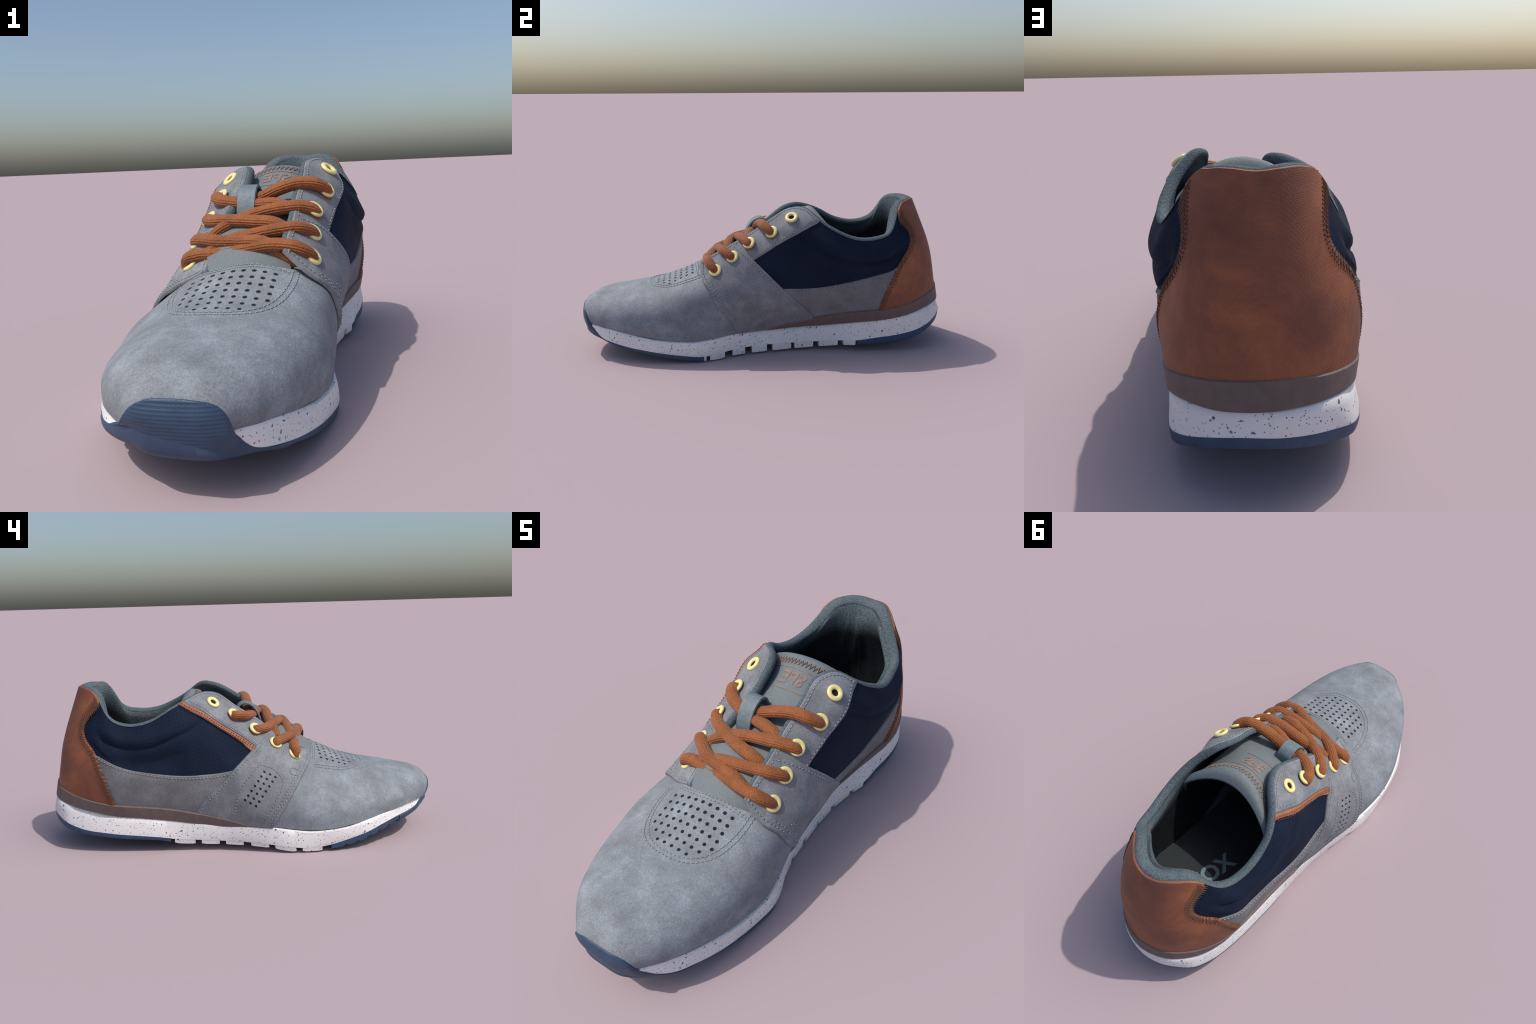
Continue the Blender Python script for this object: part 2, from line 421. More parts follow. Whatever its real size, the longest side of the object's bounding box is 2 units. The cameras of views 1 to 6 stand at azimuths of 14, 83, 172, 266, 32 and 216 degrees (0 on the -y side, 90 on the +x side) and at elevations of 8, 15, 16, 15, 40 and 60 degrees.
# ------------------------------------------------------------------ the vamp sheet, toe tip to throat, right sole edge over to left
vamp = [
 (-.992, [(.125, .185), (.122, .210), (.102, .229), (.070, .239), (.030, .242), (-.010, .237), (-.034, .226), (-.046, .210), (-.050, .185)]),
 (-.982, [(.140, .180), (.145, .218), (.122, .248), (.080, .265), (.030, .270), (-.015, .263), (-.045, .246), (-.060, .220), (-.062, .180)]),
 (-.955, [(.155, .172), (.168, .21), (.157, .250), (.113, .284), (.050, .298), (-.012, .292), (-.070, .262), (-.095, .222), (-.092, .176)]),
 (-.85, [(.228, .165), (.240, .21), (.226, .260), (.182, .300), (.107, .323), (.025, .333), (-.054, .331), (-.130, .303), (-.188, .244), (-.195, .178)]),
 (-.70, [(.288, .143), (.299, .19), (.292, .250), (.240, .310), (.149, .346), (.045, .356), (-.086, .344), (-.218, .281), (-.276, .203), (-.274, .152)]),
 (-.55, [(.318, .121), (.330, .19), (.324, .260), (.273, .334), (.178, .372), (.075, .387), (-.076, .372), (-.219, .304), (-.321, .205), (-.333, .130)]),
 (-.40, [(.331, .112), (.339, .20), (.337, .280), (.295, .370), (.208, .425), (.075, .452), (-.060, .427), (-.210, .347), (-.340, .230), (-.355, .110)]),
 (-.28, [(.310, .119), (.330, .20), (.332, .290), (.303, .388), (.220, .453), (.075, .503), (-.050, .470), (-.190, .378), (-.338, .235), (-.346, .107)]),
 (-.14, [(.272, .126), (.296, .20), (.318, .310), (.300, .415), (.215, .490), (.075, .540), (-.050, .510), (-.190, .410), (-.326, .245), (-.322, .120)]),
 (-.02, [(.240, .128), (.272, .20), (.310, .300), (.300, .450), (.215, .540), (.075, .600), (-.050, .570), (-.190, .430), (-.296, .270), (-.285, .125)]),
]
def vs_of(y): return math.acos(max(-1, 1 - (y + 1.0)/.60))*.60 if y <= -.40 else (math.pi/2 + (y + .40)/.60)*.60
def densify(P, n=14):
    P = A(P, float); t = arc(P); return hermite(t/t[-1], P, np.linspace(0, 1, n))
VS = Sheet([[(x, y, z) for x, z in densify(p)] for y, p in vamp], [vs_of(y) for y, p in vamp], nv=161, ns=400)
if VS.N[200, 80][2] < 0: VS.N = -VS.N

def ring2(c, r, n, kv, stretch=1.0):
    a = np.linspace(0, 2*np.pi, n, endpoint=False)
    return np.c_[c[0] + r*np.cos(a)*stretch, c[1] + r*np.sin(a)/kv]

# ------------------------------------------------------------------ outlines on the wall
class Loop:
    def __init__(self, sh): self.sh, self.q = sh, []
    def line(self, pts, v0=None, v1=None):
        q = self.sh.find(smooth_line(pts, 0.012)); 
        if v0 is not None: q[0, 1] = v0
        if v1 is not None: q[-1, 1] = v1
        self.q += list(q); return self
    def along(self, a, b, v):
        """straight along one edge of the sheet between the stations nearest a and b"""
        sa, sb = self.sh.find([a])[0, 0], self.sh.find([b])[0, 0]
        n = max(2, int(abs(sb-sa)/0.02)); self.q += [(s, v) for s in np.linspace(sa, sb, n)]; return self
    def get(self): return A(self.q)

front_r = [(.182, -.350, .502), (.222, -.356, .466), (.258, -.348, .424), (.316, -.312, .371), (.337, -.270, .290), (.325, -.213, .221), (.305, -.170, .130)]
rear_r = [(.285, .245, .190), (.300, .205, .248), (.325, .135, .318), (.343, .067, .383), (.322, .000, .452), (.288, -.069, .518), (.240, -.128, .568), (.188, -.177, .602)]
front_l = [(-.074, -.350, .444), (-.115, -.336, .411), (-.157, -.318, .388), (-.211, -.298, .375), (-.260, -.274, .355), (-.304, -.236, .305), (-.328, -.200, .253), (-.340, -.149, .176), (-.332, -.120, .120)]
rear_l = [(-.262, .265, .180), (-.276, .220, .248), (-.277, .141, .329), (-.270, .083, .387), (-.243, .005, .460), (-.204, -.052, .505), (-.147, -.117, .551), (-.088, -.168, .573)]
eye_low_r = [(.299, .262, .728), (.307, .178, .682), (.297, .043, .604), (.294, -.081, .531), (.290, -.13, .50)]
eye_low_l = [(-.146, .297, .730), (-.185, .212, .697), (-.203, .110, .632), (-.201, .001, .553), (-.205, -.049, .512), (-.21, -.10, .47)]
trim_low_l = [(-.160, .318, .722), (-.191, .219, .665), (-.198, .108, .593), (-.206, .005, .518), (-.219, -.031, .484), (-.225, -.07, .455)]
navy_low_r = [(.340, .02, .385), (.343, .067, .383), (.352, .225, .381), (.359, .414, .407), (.356, .569, .442), (.342, .671, .471), (.325, .720, .500)]
navy_low_l = [(-.270, .04, .415), (-.274, .108, .400), (-.271, .198, .392), (-.263, .310, .390), (-.250, .451, .405), (-.240, .600, .440), (-.215, .725, .495), (-.19, .76, .51)]
heel_r = [(.248, .690, .745), (.261, .697, .708), (.272, .726, .689), (.276, .748, .665), (.276, .760, .640), (.280, .762, .606), (.290, .745, .564), (.308, .716, .522), (.336, .683, .480), (.342, .645, .410), (.338, .615, .350), (.333, .595, .290), (.328, .585, .230)]
heel_l = [(-.228, .645, .240), (-.230, .660, .290), (-.234, .672, .335), (-.230, .688, .380), (-.222, .710, .440), (-.199, .730, .498), (-.177, .748, .527), (-.145, .770, .556), (-.120, .782, .585), (-.105, .783, .615), (-.104, .768, .650), (-.110, .747, .679), (-.115, .722, .701), (-.112, .703, .715), (-.125, .70, .745)]

def eyelet_spots(pts):
    return W.find(A(pts))
eye_r = [(.257, -.277, .473), (.247, -.186, .540), (.240, -.097, .608), (.265, .019, .667), (.268, .119, .744)]
eye_l = [(-.162, -.253, .453), (-.160, -.156, .510), (-.140, -.056, .578), (-.128, .047, .655), (-.120, .143, .721)]
uv_r, uv_l = eyelet_spots(eye_r), eyelet_spots(eye_l)

# quilting groove of the padded collar, pressed into the navy fabric
groove_r = W.find(smooth_line([(.335, .150, .662), (.345, .197, .630), (.35, .252, .588), (.352, .325, .548), (.355, .41, .523), (.355, .495, .511), (.35, .58, .512), (.34, .636, .525), (.32, .700, .548)], .01))*(1, KV)
groove_l = W.find(smooth_line([(-.215, .215, .640), (-.235, .271, .603), (-.24, .327, .578), (-.243, .383, .555), (-.245, .439, .535), (-.243, .516, .524), (-.24, .581, .525), (-.235, .644, .545), (-.21, .706, .572)], .01))*(1, KV)
def polyline_dist(line, q):
    p, e = line[:-1], np.diff(line, axis=0); L = (e**2).sum(1)
    out = np.full(len(q), 9.0)
    for k in range(0, len(q), 2000):
        a = q[k:k+2000, None] - p; t = np.clip((a*e).sum(-1)/L, 0, 1)
        out[k:k+2000] = np.sqrt(((a - t[..., None]*e)**2).sum(-1).min(1))
    return out
def quilt(groove, swell):
    def f(p, s, v):
        d = polyline_dist(groove, np.c_[s, v*KV])
        return -0.007*np.exp(-(d/0.010)**2) + swell*np.exp(-((d-0.045)/0.035)**2)*(v > 0.6)*np.clip((p[:, 1]-.20)/.10, 0, 1)
    return f

# navy quarters
for grv, lo, up, side in ((groove_r, navy_low_r, eye_low_r, 1), (groove_l, navy_low_l, eye_low_l, -1)):
    L = Loop(W)
    dn = [tuple(A(p) - (0, 0, .03)) for p in lo]
    q = W.find(smooth_line([up[0], *[tuple(A(p) + (-.012*side, 0, .02)) for p in up[1:]]], .012)); q[0, 1] = 1.0
    b = W.find(smooth_line(dn, .012)); b[:, 1] = np.maximum(b[:, 1], 0.02)
    heel_end = W.find([(.235, .80, .60) if side > 0 else (-.07, .82, .60)])[0, 0]
    ss = np.linspace(heel_end, q[0, 0], 60)
    loop = list(b) + [(heel_end, b[-1, 1])] + [(s, 1.0) for s in ss] + list(q)
    panel("quarter_panel", W, loop, m_navy, height=-0.007, thick=0.010, relief=quilt(grv, .009 if side > 0 else .006), step=0.010)

# grey lower overlays along the sole
panel("lower_overlay", W, Loop(W).line(navy_low_r).along((.33, .73, .2), (.29, .0, .14), 0.0).get(), m_low, height=-0.002, thick=0.010)
panel("lower_overlay", W, Loop(W).line(navy_low_l).along((-.18, .76, .2), (-.29, .02, .13), 0.0).get(), m_low, height=-0.002, thick=0.010)

# eyestays with the eyelet rows
HR = 0.0165
holes_r = [ring2(c, HR, 20, KV) for c in uv_r]; holes_l = [ring2(c, HR, 20, KV) for c in uv_l]
panel("eyestay", W, Loop(W).line(eye_low_r, v0=1.0).along((.188, -.235, .575), (.299, .262, .728), 1.0).get(), m_strap, height=0.0, thick=0.010, holes=holes_r[2:])
panel("eyestay", W, Loop(W).line(eye_low_l, v0=1.0).along((-.085, -.22, .55), (-.146, .297, .730), 1.0).get(), m_strap, height=0.001, thick=0.010, holes=holes_l[2:])
# brown piping strip under the left eyestay
panel("trim_strip", W, Loop(W).line(eye_low_l).line(trim_low_l[::-1]).get(), m_trim, height=0.003, thick=0.008, step=0.009)

# wide lace straps across the instep
def strap_perfs():
    a, b, c, d = A((-.269, -.088, .392)), A((-.276, -.140, .365)), A((-.316, .012, .269)), A((-.324, -.040, .239))
    P = [a + (c-a)*i/6 + (b-a)*j/2 + ((d-c)-(b-a))*(i/6)*(j/2) for i in range(7) for j in range(3)]
    return W.find(A(P))
pf = strap_perfs()
panel("lace_strap", W, Loop(W).line(front_r, v0=1.0, v1=0.0).along((.30, -.17, .12), (.27, .26, .14), 0.0).line(rear_r, v0=0.0, v1=1.0).along(rear_r[-1], front_r[0], 1.0).get(),
      m_strap, height=0.005, thick=0.012, holes=holes_r[:2])
panel("lace_strap", W, Loop(W).line(front_l, v0=1.0, v1=0.0).along((-.33, -.12, .12), (-.25, .27, .14), 0.0).line(rear_l, v0=0.0, v1=1.0).along(rear_l[-1], front_l[0], 1.0).get(),
      m_strap, height=0.005, thick=0.012, holes=holes_l[:2] + [ring2(c, .0064, 12, KV) for c in pf])

# heel counter
panel("heel_counter", W, Loop(W).line(heel_r, v0=1.0).along((.328, .585, .18), (-.228, .645, .18), 0.0).line(heel_l, v1=1.0).along((-.125, .70, .745), (.248, .690, .745), 1.0).get(),
      m_heel, height=0.003, thick=0.010)

# taupe wedge between upper and midsole
wedge_top = [(.258, -.02, .134), (.262, .02, .148), (.268, .075, .164), (.270, .167, .180), (.280, .266, .203), (.318, .413, .221), (.332, .595, .243), (.338, .656, .253), (.330, .740, .272), (.305, .808, .290), (.270, .865, .303), (.20, .923, .316), (.10, .955, .322), (0, .947, .316), (-.08, .916, .303), (-.14, .861, .289), (-.185, .78, .271), (-.220, .657, .247), (-.238, .549, .234), (-.252, .424, .222), (-.268, .268, .197), (-.282, .136, .171), (-.295, .012, .141), (-.305, -.02, .126)]
wq = W.find(smooth_line(wedge_top, .012)); wq[0, 1] = wq[-1, 1] = 0.004
panel("heel_wedge", W, list(wq) + [(s, 0.0) for s in np.linspace(wq[-1, 0], wq[0, 0], 150)], m_wedge, height=0.008, thick=0.014, step=0.012, rounding=0.35)

# ------------------------------------------------------------------ vamp with its perforated window
perf = []
for j in range(7):
    for i in range(-5, 7):
        x, y = -.002 + .0335*i, -.397 - .031*j
        if abs((x - .028)/.162)**2.6 + abs((y + .385)/.212)**2.6 < 1: perf.append((x, y, 0))
pv = VS.find(perf, (1, 1, 0))
KU = 0.95
s_back = vs_of(-.06)
edge_c = VS.find(smooth_line([(.29, -.055, .47), (.285, -.15, .455), (.258, -.26, .44), (.205, -.328, .438), (.13, -.357, .457), (.06, -.362, .466), (-.01, -.359, .456), (-.08, -.342, .430), (-.16, -.30, .390), (-.215, -.22, .375), (-.23, -.055, .42)], .012))
edge_c[:, 0] = np.clip(edge_c[:, 0], 0, s_back)
crest = [(-.235, -.770, .128), (-.190, -.848, .145), (-.136, -.909, .163), (-.101, -.941, .187), (-.075, -.961, .216), (-.052, -.978, .243), (-.018, -.984, .260), (.035, -.985, .265), (.090, -.977, .260), (.136, -.964, .244), (.160, -.950, .212), (.176, -.936, .172), (.203, -.893, .124), (.240, -.845, .106), (.270, -.775, .088)]
toe_q = VS.find(smooth_line([A(p) - (0, 0, .016) for p in crest[2:-2]], .01))
sa, sb = toe_q[-1, 0], toe_q[0, 0]
loop = [(s, 0.0) for s in np.linspace(sa, s_back, 80)] + [(s_back, edge_c[0, 1])] + list(edge_c) + [(s_back, edge_c[-1, 1]), (s_back, 1.0)] + [(s, 1.0) for s in np.linspace(s_back, sb, 80)[1:]] + [(a, b) for a, b in toe_q if .01 < b < .99]
panel("vamp", VS, loop, m_vamp, height=0.0, thick=0.010, step=0.013, kv=KU, holes=[ring2(c, .0068, 12, KU) for c in pv])

def discs(name, sh, centres, r, depth, mat, kv):
    b = Bag()
    for c in centres:
        q = ring2(c, r, 10, kv); q = np.vstack([q, [c]])
        P = sh.P(q[:, 0], q[:, 1]) + sh.n(q[:, 0], q[:, 1])*depth
        b.put(P, [(10, i, (i+1) % 10) for i in range(10)])
    return add(name, b.v, b.f, mat, stuff=True)
discs("perforation", VS, pv, .0080, -.0016, m_hole, KU)
discs("perforation", W, pf, .0076, .0034, m_hole, KV)

# ------------------------------------------------------------------ stitching
def stitch_run(bag, pits, sh, pts, height, w=(1, 1, 1), length=.011, gap=.006, r=.0016, uv=None):
    q = uv if uv is not None else sh.find(smooth_line(pts, .006), w)
    P = sh.P(q[:, 0], q[:, 1]); N = sh.n(q[:, 0], q[:, 1]); t = arc(P)
    x = 0.0
    while x + length < t[-1]:
        xs = np.linspace(x, x + length, 5)
        p = np.c_[[np.interp(xs, t, P[:, k]) for k in range(3)]].T; n = unit(np.c_[[np.interp(xs, t, N[:, k]) for k in range(3)]].T)
        bow = A([-.0015, .0010, .0015, .0010, -.0015])
        V, F = tube(p + n*(height + bow)[:, None], A([.6, 1, 1, 1, .6])*r, 6, up=n)
        bag.put(V, F)
        xm = x + length + gap*.5
        if xm < t[-1]:
            c = A([np.interp(xm, t, P[:, k]) for k in range(3)]); nn = unit(A([np.interp(xm, t, N[:, k]) for k in range(3)]))
            e = unit(np.cross(nn, [0.3, 0.5, .8])); g = np.cross(nn, e); a = np.linspace(0, 2*np.pi, 6, endpoint=False)
            pits.put([c + nn*(height + .0006) + .0019*(math.cos(z)*e + math.sin(z)*g) for z in a], [tuple(range(6))])
        x += length + gap

def inset(sh, line, d, kv=KV):
    """the same line moved sideways by d metres on the sheet (as s,v)"""
    q = sh.find(smooth_line(line, .008))*(1, kv)
    e = unit(np.gradient(q, axis=0)); return (q + np.c_[-e[:, 1], e[:, 0]]*d)/(1, kv)
st, pit = Bag(), Bag()
def rows(line, ds, h, trim=(0, None), sh=W):
    for d in ds:
        q = inset(sh, line, d); q = q[trim[0]:trim[1]]
        q = q[(q[:, 1] > .02) & (q[:, 1] < .985)]
        stitch_run(st, pit, sh, None, h, uv=q)
def side_of(line, toward):
    a, b = inset(W, line, .012), inset(W, line, -.012); c = W.find([toward])[0]*(1, KV)
    return 1 if np.linalg.norm(a*(1, KV)-c, axis=1).mean() < np.linalg.norm(b*(1, KV)-c, axis=1).mean() else -1
mid_r, mid_l = (.33, -.05, .35), (-.29, -.04, .35)
for ln, mid in ((front_r, mid_r), (front_l, mid_l)):
    k = side_of(ln, mid); rows(ln, (k*.016,), .0055)
    rows(ln, (k*.030,), .0055, (18, None))
for ln, mid in ((rear_r, mid_r), (rear_l, mid_l)):
    rows(ln, (side_of(ln, mid)*.014,), .0055)
rows(eye_low_r, (side_of(eye_low_r, (.24, .05, .70))*.013,), .0005)
rows(eye_low_l, (side_of(eye_low_l, (-.10, .05, .66))*.013,), .0015)
rows(navy_low_r, (side_of(navy_low_r, (.31, .35, .2))*.013,), -.0014)
rows(navy_low_l, (side_of(navy_low_l, (-.25, .35, .2))*.013,), -.0014)
# along the throat edges and round the top corners of the eyestays
for a, b, h in (((.188, -.177, .602), (.297, .262, .728), .0005), ((-.088, -.168, .573), (-.146, .297, .730), .0015), (front_r[0], rear_r[-1], .0055), (front_l[0], rear_l[-1], .0055)):
    sa, sb = W.find([a])[0, 0], W.find([b])[0, 0]; s = np.linspace(sa, sb, 120)[3:-3]
    ht = np.linalg.norm(np.diff(W.G, axis=1), axis=2).sum(1); hs = np.interp(s, W.S, ht)
    stitch_run(st, pit, W, None, h, uv=np.c_[s, 1 - .016/hs])
# arched stitch line round the strap perforations on the left, and the small bar tacks
ov = [(-.33, .075, .185), (-.31, .045, .290), (-.285, -.03, .395), (-.262, -.075, .425), (-.262, -.125, .410), (-.285, -.175, .355), (-.322, -.135, .255), (-.338, -.075, .165)]
stitch_run(st, pit, W, ov, .0055)
for tack in ([(-.222, -.262, .375), (-.228, -.225, .392), (-.250, -.218, .372), (-.246, -.252, .352)], [(.322, -.270, .352), (.328, -.235, .340), (.320, -.228, .368), (.312, -.262, .382)]):
    stitch_run(st, pit, W, tack, .0055, length=.008, gap=.005)
# double row round the perforated window
def oval(gx):
    a = np.linspace(math.radians(10), math.radians(-190), 70)
    return [(.028 + (.180+gx)*np.sign(math.cos(t))*abs(math.cos(t))**.8, -.385 + (.222+gx)*math.sin(t), 0) for t in a]
for g in (.004, .020): stitch_run(st, pit, VS, oval(g), .0008, (1, 1, 0))
for dy in (0.0, .012): stitch_run(st, pit, VS, [(.205, -.372+dy*.6, 0), (.13, -.376+dy, 0), (.05, -.381+dy, 0), (-.03, -.378+dy, 0), (-.13, -.356+dy*.6, 0)], .0008, (1, 1, 0))
add("stitching", st.v, st.f, m_stitch, stuff=True)
add("needle_hole", pit.v, pit.f, m_pit, stuff=True)

# zigzag overlock along the brown heel edges
zb = Bag()
for ln, mid in ((heel_r, (.20, .85, .5)), (heel_l, (0, .87, .5))):
    k = side_of(ln, mid); q0 = inset(W, ln, k*.030); q1 = inset(W, ln, -k*.010)
    t = arc(q0*(1, KV)); n = int(t[-1]/.0085); x = np.linspace(.01, t[-1]-.01, n)
    f = lambda q, xs: np.c_[np.interp(xs, t, q[:, 0]), np.interp(xs, t, q[:, 1])]
    q = np.where((np.arange(n) % 2)[:, None] == 0, f(q0, x), f(q1, x)); q[:, 1] = np.clip(q[:, 1], .05, .99)
    hh = np.where(np.arange(n) % 2 == 0, .0044, -.0012)
    P = W.P(q[:, 0], q[:, 1]); N = W.n(q[:, 0], q[:, 1])
    for i in range(n-1):
        a, b = P[i] + N[i]*hh[i], P[i+1] + N[i+1]*hh[i+1]
        V, F = tube([a, (a+b)/2 + (N[i]+N[i+1])*.0014, b], [.0012, .0017, .0012], 5, up=N[i]); zb.put(V, F)
    for off in (.034, .018):
        stitch_run(zb, Bag(), W, None, .0036, uv=inset(W, ln, k*off)[4:-4], length=.006, gap=.006, r=.0016)
add("overlock_stitch", zb.v, zb.f, m_zig, stuff=True)
tz = Bag()
for d in (.010, .020): stitch_run(tz, Bag(), W, None, .0034, uv=inset(W, eye_low_l, -side_of(eye_low_l, (-.10, .05, .66))*d)[:-6], length=.008, gap=.006, r=.0017)
add("trim_stitch", tz.v, tz.f, m_zig, stuff=True)

# ------------------------------------------------------------------ eyelets
def eyelet_mesh():
    V, F, M = [], [], []
    n, m, R, r = 40, 14, .0235, .0098
    for i in range(n):
        a = 2*math.pi*i/n
        for j in range(m):
            b = 2*math.pi*j/m
            V.append(((R + r*math.cos(b))*math.cos(a), (R + r*math.cos(b))*math.sin(a), r*.75*math.sin(b)))
    F = grid_faces(n, m, True, True); M = [0]*len(F)
    o = len(V); V += [(.0165*math.cos(2*math.pi*i/24), .0165*math.sin(2*math.pi*i/24), -.0045) for i in range(24)] + [(0, 0, -.0045)]
    F += [(o+24, o+i, o+(i+1) % 24) for i in range(24)]; M += [1]*24
    ob = add("eyelet", V, F, None, mats=[m_eyelet, m_black], fmat=M)
    return ob
ey0 = eyelet_mesh(); first = True
for uv, hs in ((uv_r, (.0055, .0055, .0105, .0105, .0005)), (uv_l, (.0055, .0055, .0115, .0115, .0015))):
    for c, h in zip(uv, hs):
        ob = ey0 if first else ey0.copy()
        if not first: bpy.context.scene.collection.objects.link(ob)
        first = False
        n = Vector(W.n(c[0], c[1])); p = Vector(W.P(c[0], c[1])) + n*(h + .002)
        ob.matrix_world = Matrix.Translation(p) @ n.to_track_quat("Z", "Y").to_matrix().to_4x4()
        ob.parent = root

# ------------------------------------------------------------------ collar and throat lining: rolled rim, then down the inside
def lining():
    s = np.linspace(W.find([(.184, -.34, .505)])[0, 0], W.find([(-.068, -.355, .478)])[0, 0], 420)
    P, N, T = W.P(s, np.ones_like(s)), W.n(s, np.ones_like(s)), W.tv(s, np.ones_like(s))
    y = P[:, 1]; xside = P[:, 0] > .06
    k = np.clip((y - .10)/.22, 0, 1); k = k*k*(3-2*k)
    r_throat = np.where(xside, .013, .019)
    r = r_throat*(1-k) + .020*k
    r = r*np.clip((y + .37)/.06, .55, 1)
    k2 = np.clip((y-.60)/.18, 0, 1); r = r + .007*k2
    drop = np.where(xside, .001, .002)*(1-k) + .004*k        # the rim starts just under the panel edges
    P = P - N*.004
    rowsv, dep = [], []
    for th in np.linspace(-.15, math.pi, 12):
        rowsv.append(P - N*r[:, None] + N*(r*math.cos(th))[:, None] + T*(r*math.sin(th)*(.9 - .25*k2) - drop)[:, None]); dep.append(0.0)
    # padding: thick on the outer side and round the heel, thinner on the inner side
    side = np.interp(y, [.2, .33, .46, .53, .61, .67, .72, .85], [.030, .050, .066, .070, .074, .074, .076, .080])
    thin = np.interp(y, [.2, .33, .47, .58, .64, .70, .75, .85], [.030, .032, .038, .044, .056, .064, .074, .080])
    pad = np.maximum(np.where(xside, side, thin)*k + (2*r + .004)*(1-k), 2*r + .002)
    hb = np.clip((y-.70)/.08, 0, 1); hb = hb*hb*(3-2*hb)
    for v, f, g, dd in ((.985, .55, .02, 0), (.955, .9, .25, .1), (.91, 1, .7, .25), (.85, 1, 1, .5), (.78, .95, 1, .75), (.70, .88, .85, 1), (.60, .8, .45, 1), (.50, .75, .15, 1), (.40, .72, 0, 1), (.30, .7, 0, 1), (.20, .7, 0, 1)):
        ve = np.maximum(v, np.interp(y, [-.36, -.22, -.05, .05], [.93, .80, .45, .20]))
        q = W.P(s, ve); nn = W.n(s, ve)
        hor = unit(nn*A((1, 1, .35)))
        d = np.maximum(2*r*.95, .9*pad*f) if v < .75 else 2*r + (pad - 2*r)*f
        q = q - hor*(d + hb*.024*g + .055*np.exp(-((P[:, 0]-.04)/.075)**2)*hb*np.interp(v, [.35, .55, .65, .8, .9], [0, .8, 1, .7, 0]))[:, None]
        c = np.c_[np.full_like(s, .06), np.minimum(y, .55)]
        if v == .85: inner = np.linalg.norm(q[:, :2]-c, axis=1)
        if v < .8:       # below the padding the wall steps back only part of the way
            rad = np.linalg.norm(q[:, :2]-c, axis=1)
            f2 = 1 - k*np.where(xside, np.interp(y, [.45, .58, .74, .80], [.55, .15, .15, .55]), .5)*np.clip(rad - inner, 0, 1)/np.maximum(rad, 1e-6)
            q[:, :2] = c + (q[:, :2]-c)*f2[:, None]
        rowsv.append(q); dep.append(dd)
    V = np.transpose(A(rowsv), (1, 0, 2)); n, m = V.shape[:2]
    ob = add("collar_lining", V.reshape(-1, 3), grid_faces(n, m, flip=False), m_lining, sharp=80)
    at = ob.data.attributes.new("dark_depth", "FLOAT", "POINT")
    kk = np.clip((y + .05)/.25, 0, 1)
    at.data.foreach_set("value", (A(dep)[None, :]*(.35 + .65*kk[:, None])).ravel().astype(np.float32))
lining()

# ------------------------------------------------------------------ insole with its print
def spine(y): return np.interp(y, [-1, -.8, -.5, -.2, .1, .4, .7, 1], [.03, .02, -.01, -.02, .0, .04, .07, .08])
def insole_z(y): return np.interp(y, [-.95, -.5, -.1, .3, .6, .95], [.20, .165, .17, .215, .285, .305])
def insole():
    s = np.linspace(W.s0, W.s1, 260)
    E = []
    for si in s:
        col = W.P(np.full(60, si), np.linspace(0, 1, 60)); z = insole_z(col[0, 1])
        k = np.argmin(abs(col[:, 2] - z)); p = col[k] - W.n(si, k/59.0)*.02
        E.append((p[0], p[1], z))
    E = A(E); fr = [(.27, -.60, .17), (.20, -.78, .18), (.03, -.88, .19), (-.16, -.78, .18), (-.27, -.60, .17)]
    E = np.vstack([E, fr[::-1]]) if E[-1, 0] > 0 else np.vstack([E, [(-.27, -.60, .17), (-.16, -.78, .18), (.03, -.88, .19), (.20, -.78, .18), (.27, -.60, .17)]])
    V = []; n = len(E)
    for f in (1, .66, .33, 0):
        for p in E:
            yc = min(max(p[1], -.6), .7); c = A((spine(yc), yc)); q = c + (p[:2]-c)*f
            V.append((q[0], q[1], insole_z(q[1])))
    F = []
    for k in range(3):
        for i in range(n): j = (i+1) % n; F.append((k*n+i, k*n+j, (k+1)*n+j, (k+1)*n+i))
    return add("insole", V, F, m_insole)
ins = insole()

def text_mesh(name, body, size, place, mat, parent, bold=.014):
    cu = bpy.data.curves.new(name, "FONT"); cu.body = body; cu.size = size; cu.align_x = "CENTER"; cu.align_y = "CENTER"; cu.resolution_u = 4; cu.offset = size*bold
    tmp = bpy.data.objects.new(name + "_tmp", cu); bpy.context.scene.collection.objects.link(tmp)
    bpy.context.view_layer.update()
    me = bpy.data.meshes.new_from_object(tmp.evaluated_get(bpy.context.evaluated_depsgraph_get()))
    bpy.data.objects.remove(tmp); bpy.data.curves.remove(cu)
    bm = bmesh.new(); bm.from_mesh(me)
    bmesh.ops.triangulate(bm, faces=bm.faces[:])
    bmesh.ops.subdivide_edges(bm, edges=[e for e in bm.edges if e.calc_length() > size*.3], cuts=2)
    V = [v.co.copy() for v in bm.verts]; bm.verts.index_update(); F = [[v.index for v in f.verts] for f in bm.faces]; bm.free(); bpy.data.meshes.remove(me)
    return add(name, [place(v.x, v.y) for v in V], F, mat, parent, smooth=False)
d0 = unit(A([-.20, -.98])); u0 = A([-d0[1], d0[0]])
def on_insole(x, y):
    p = A((.036, .535)) + d0*x + u0*y; return (p[0], p[1], insole_z(p[1]) + .003)
text_mesh("insole_print", "VOX", .112, on_insole, m_letter, ins, .030)

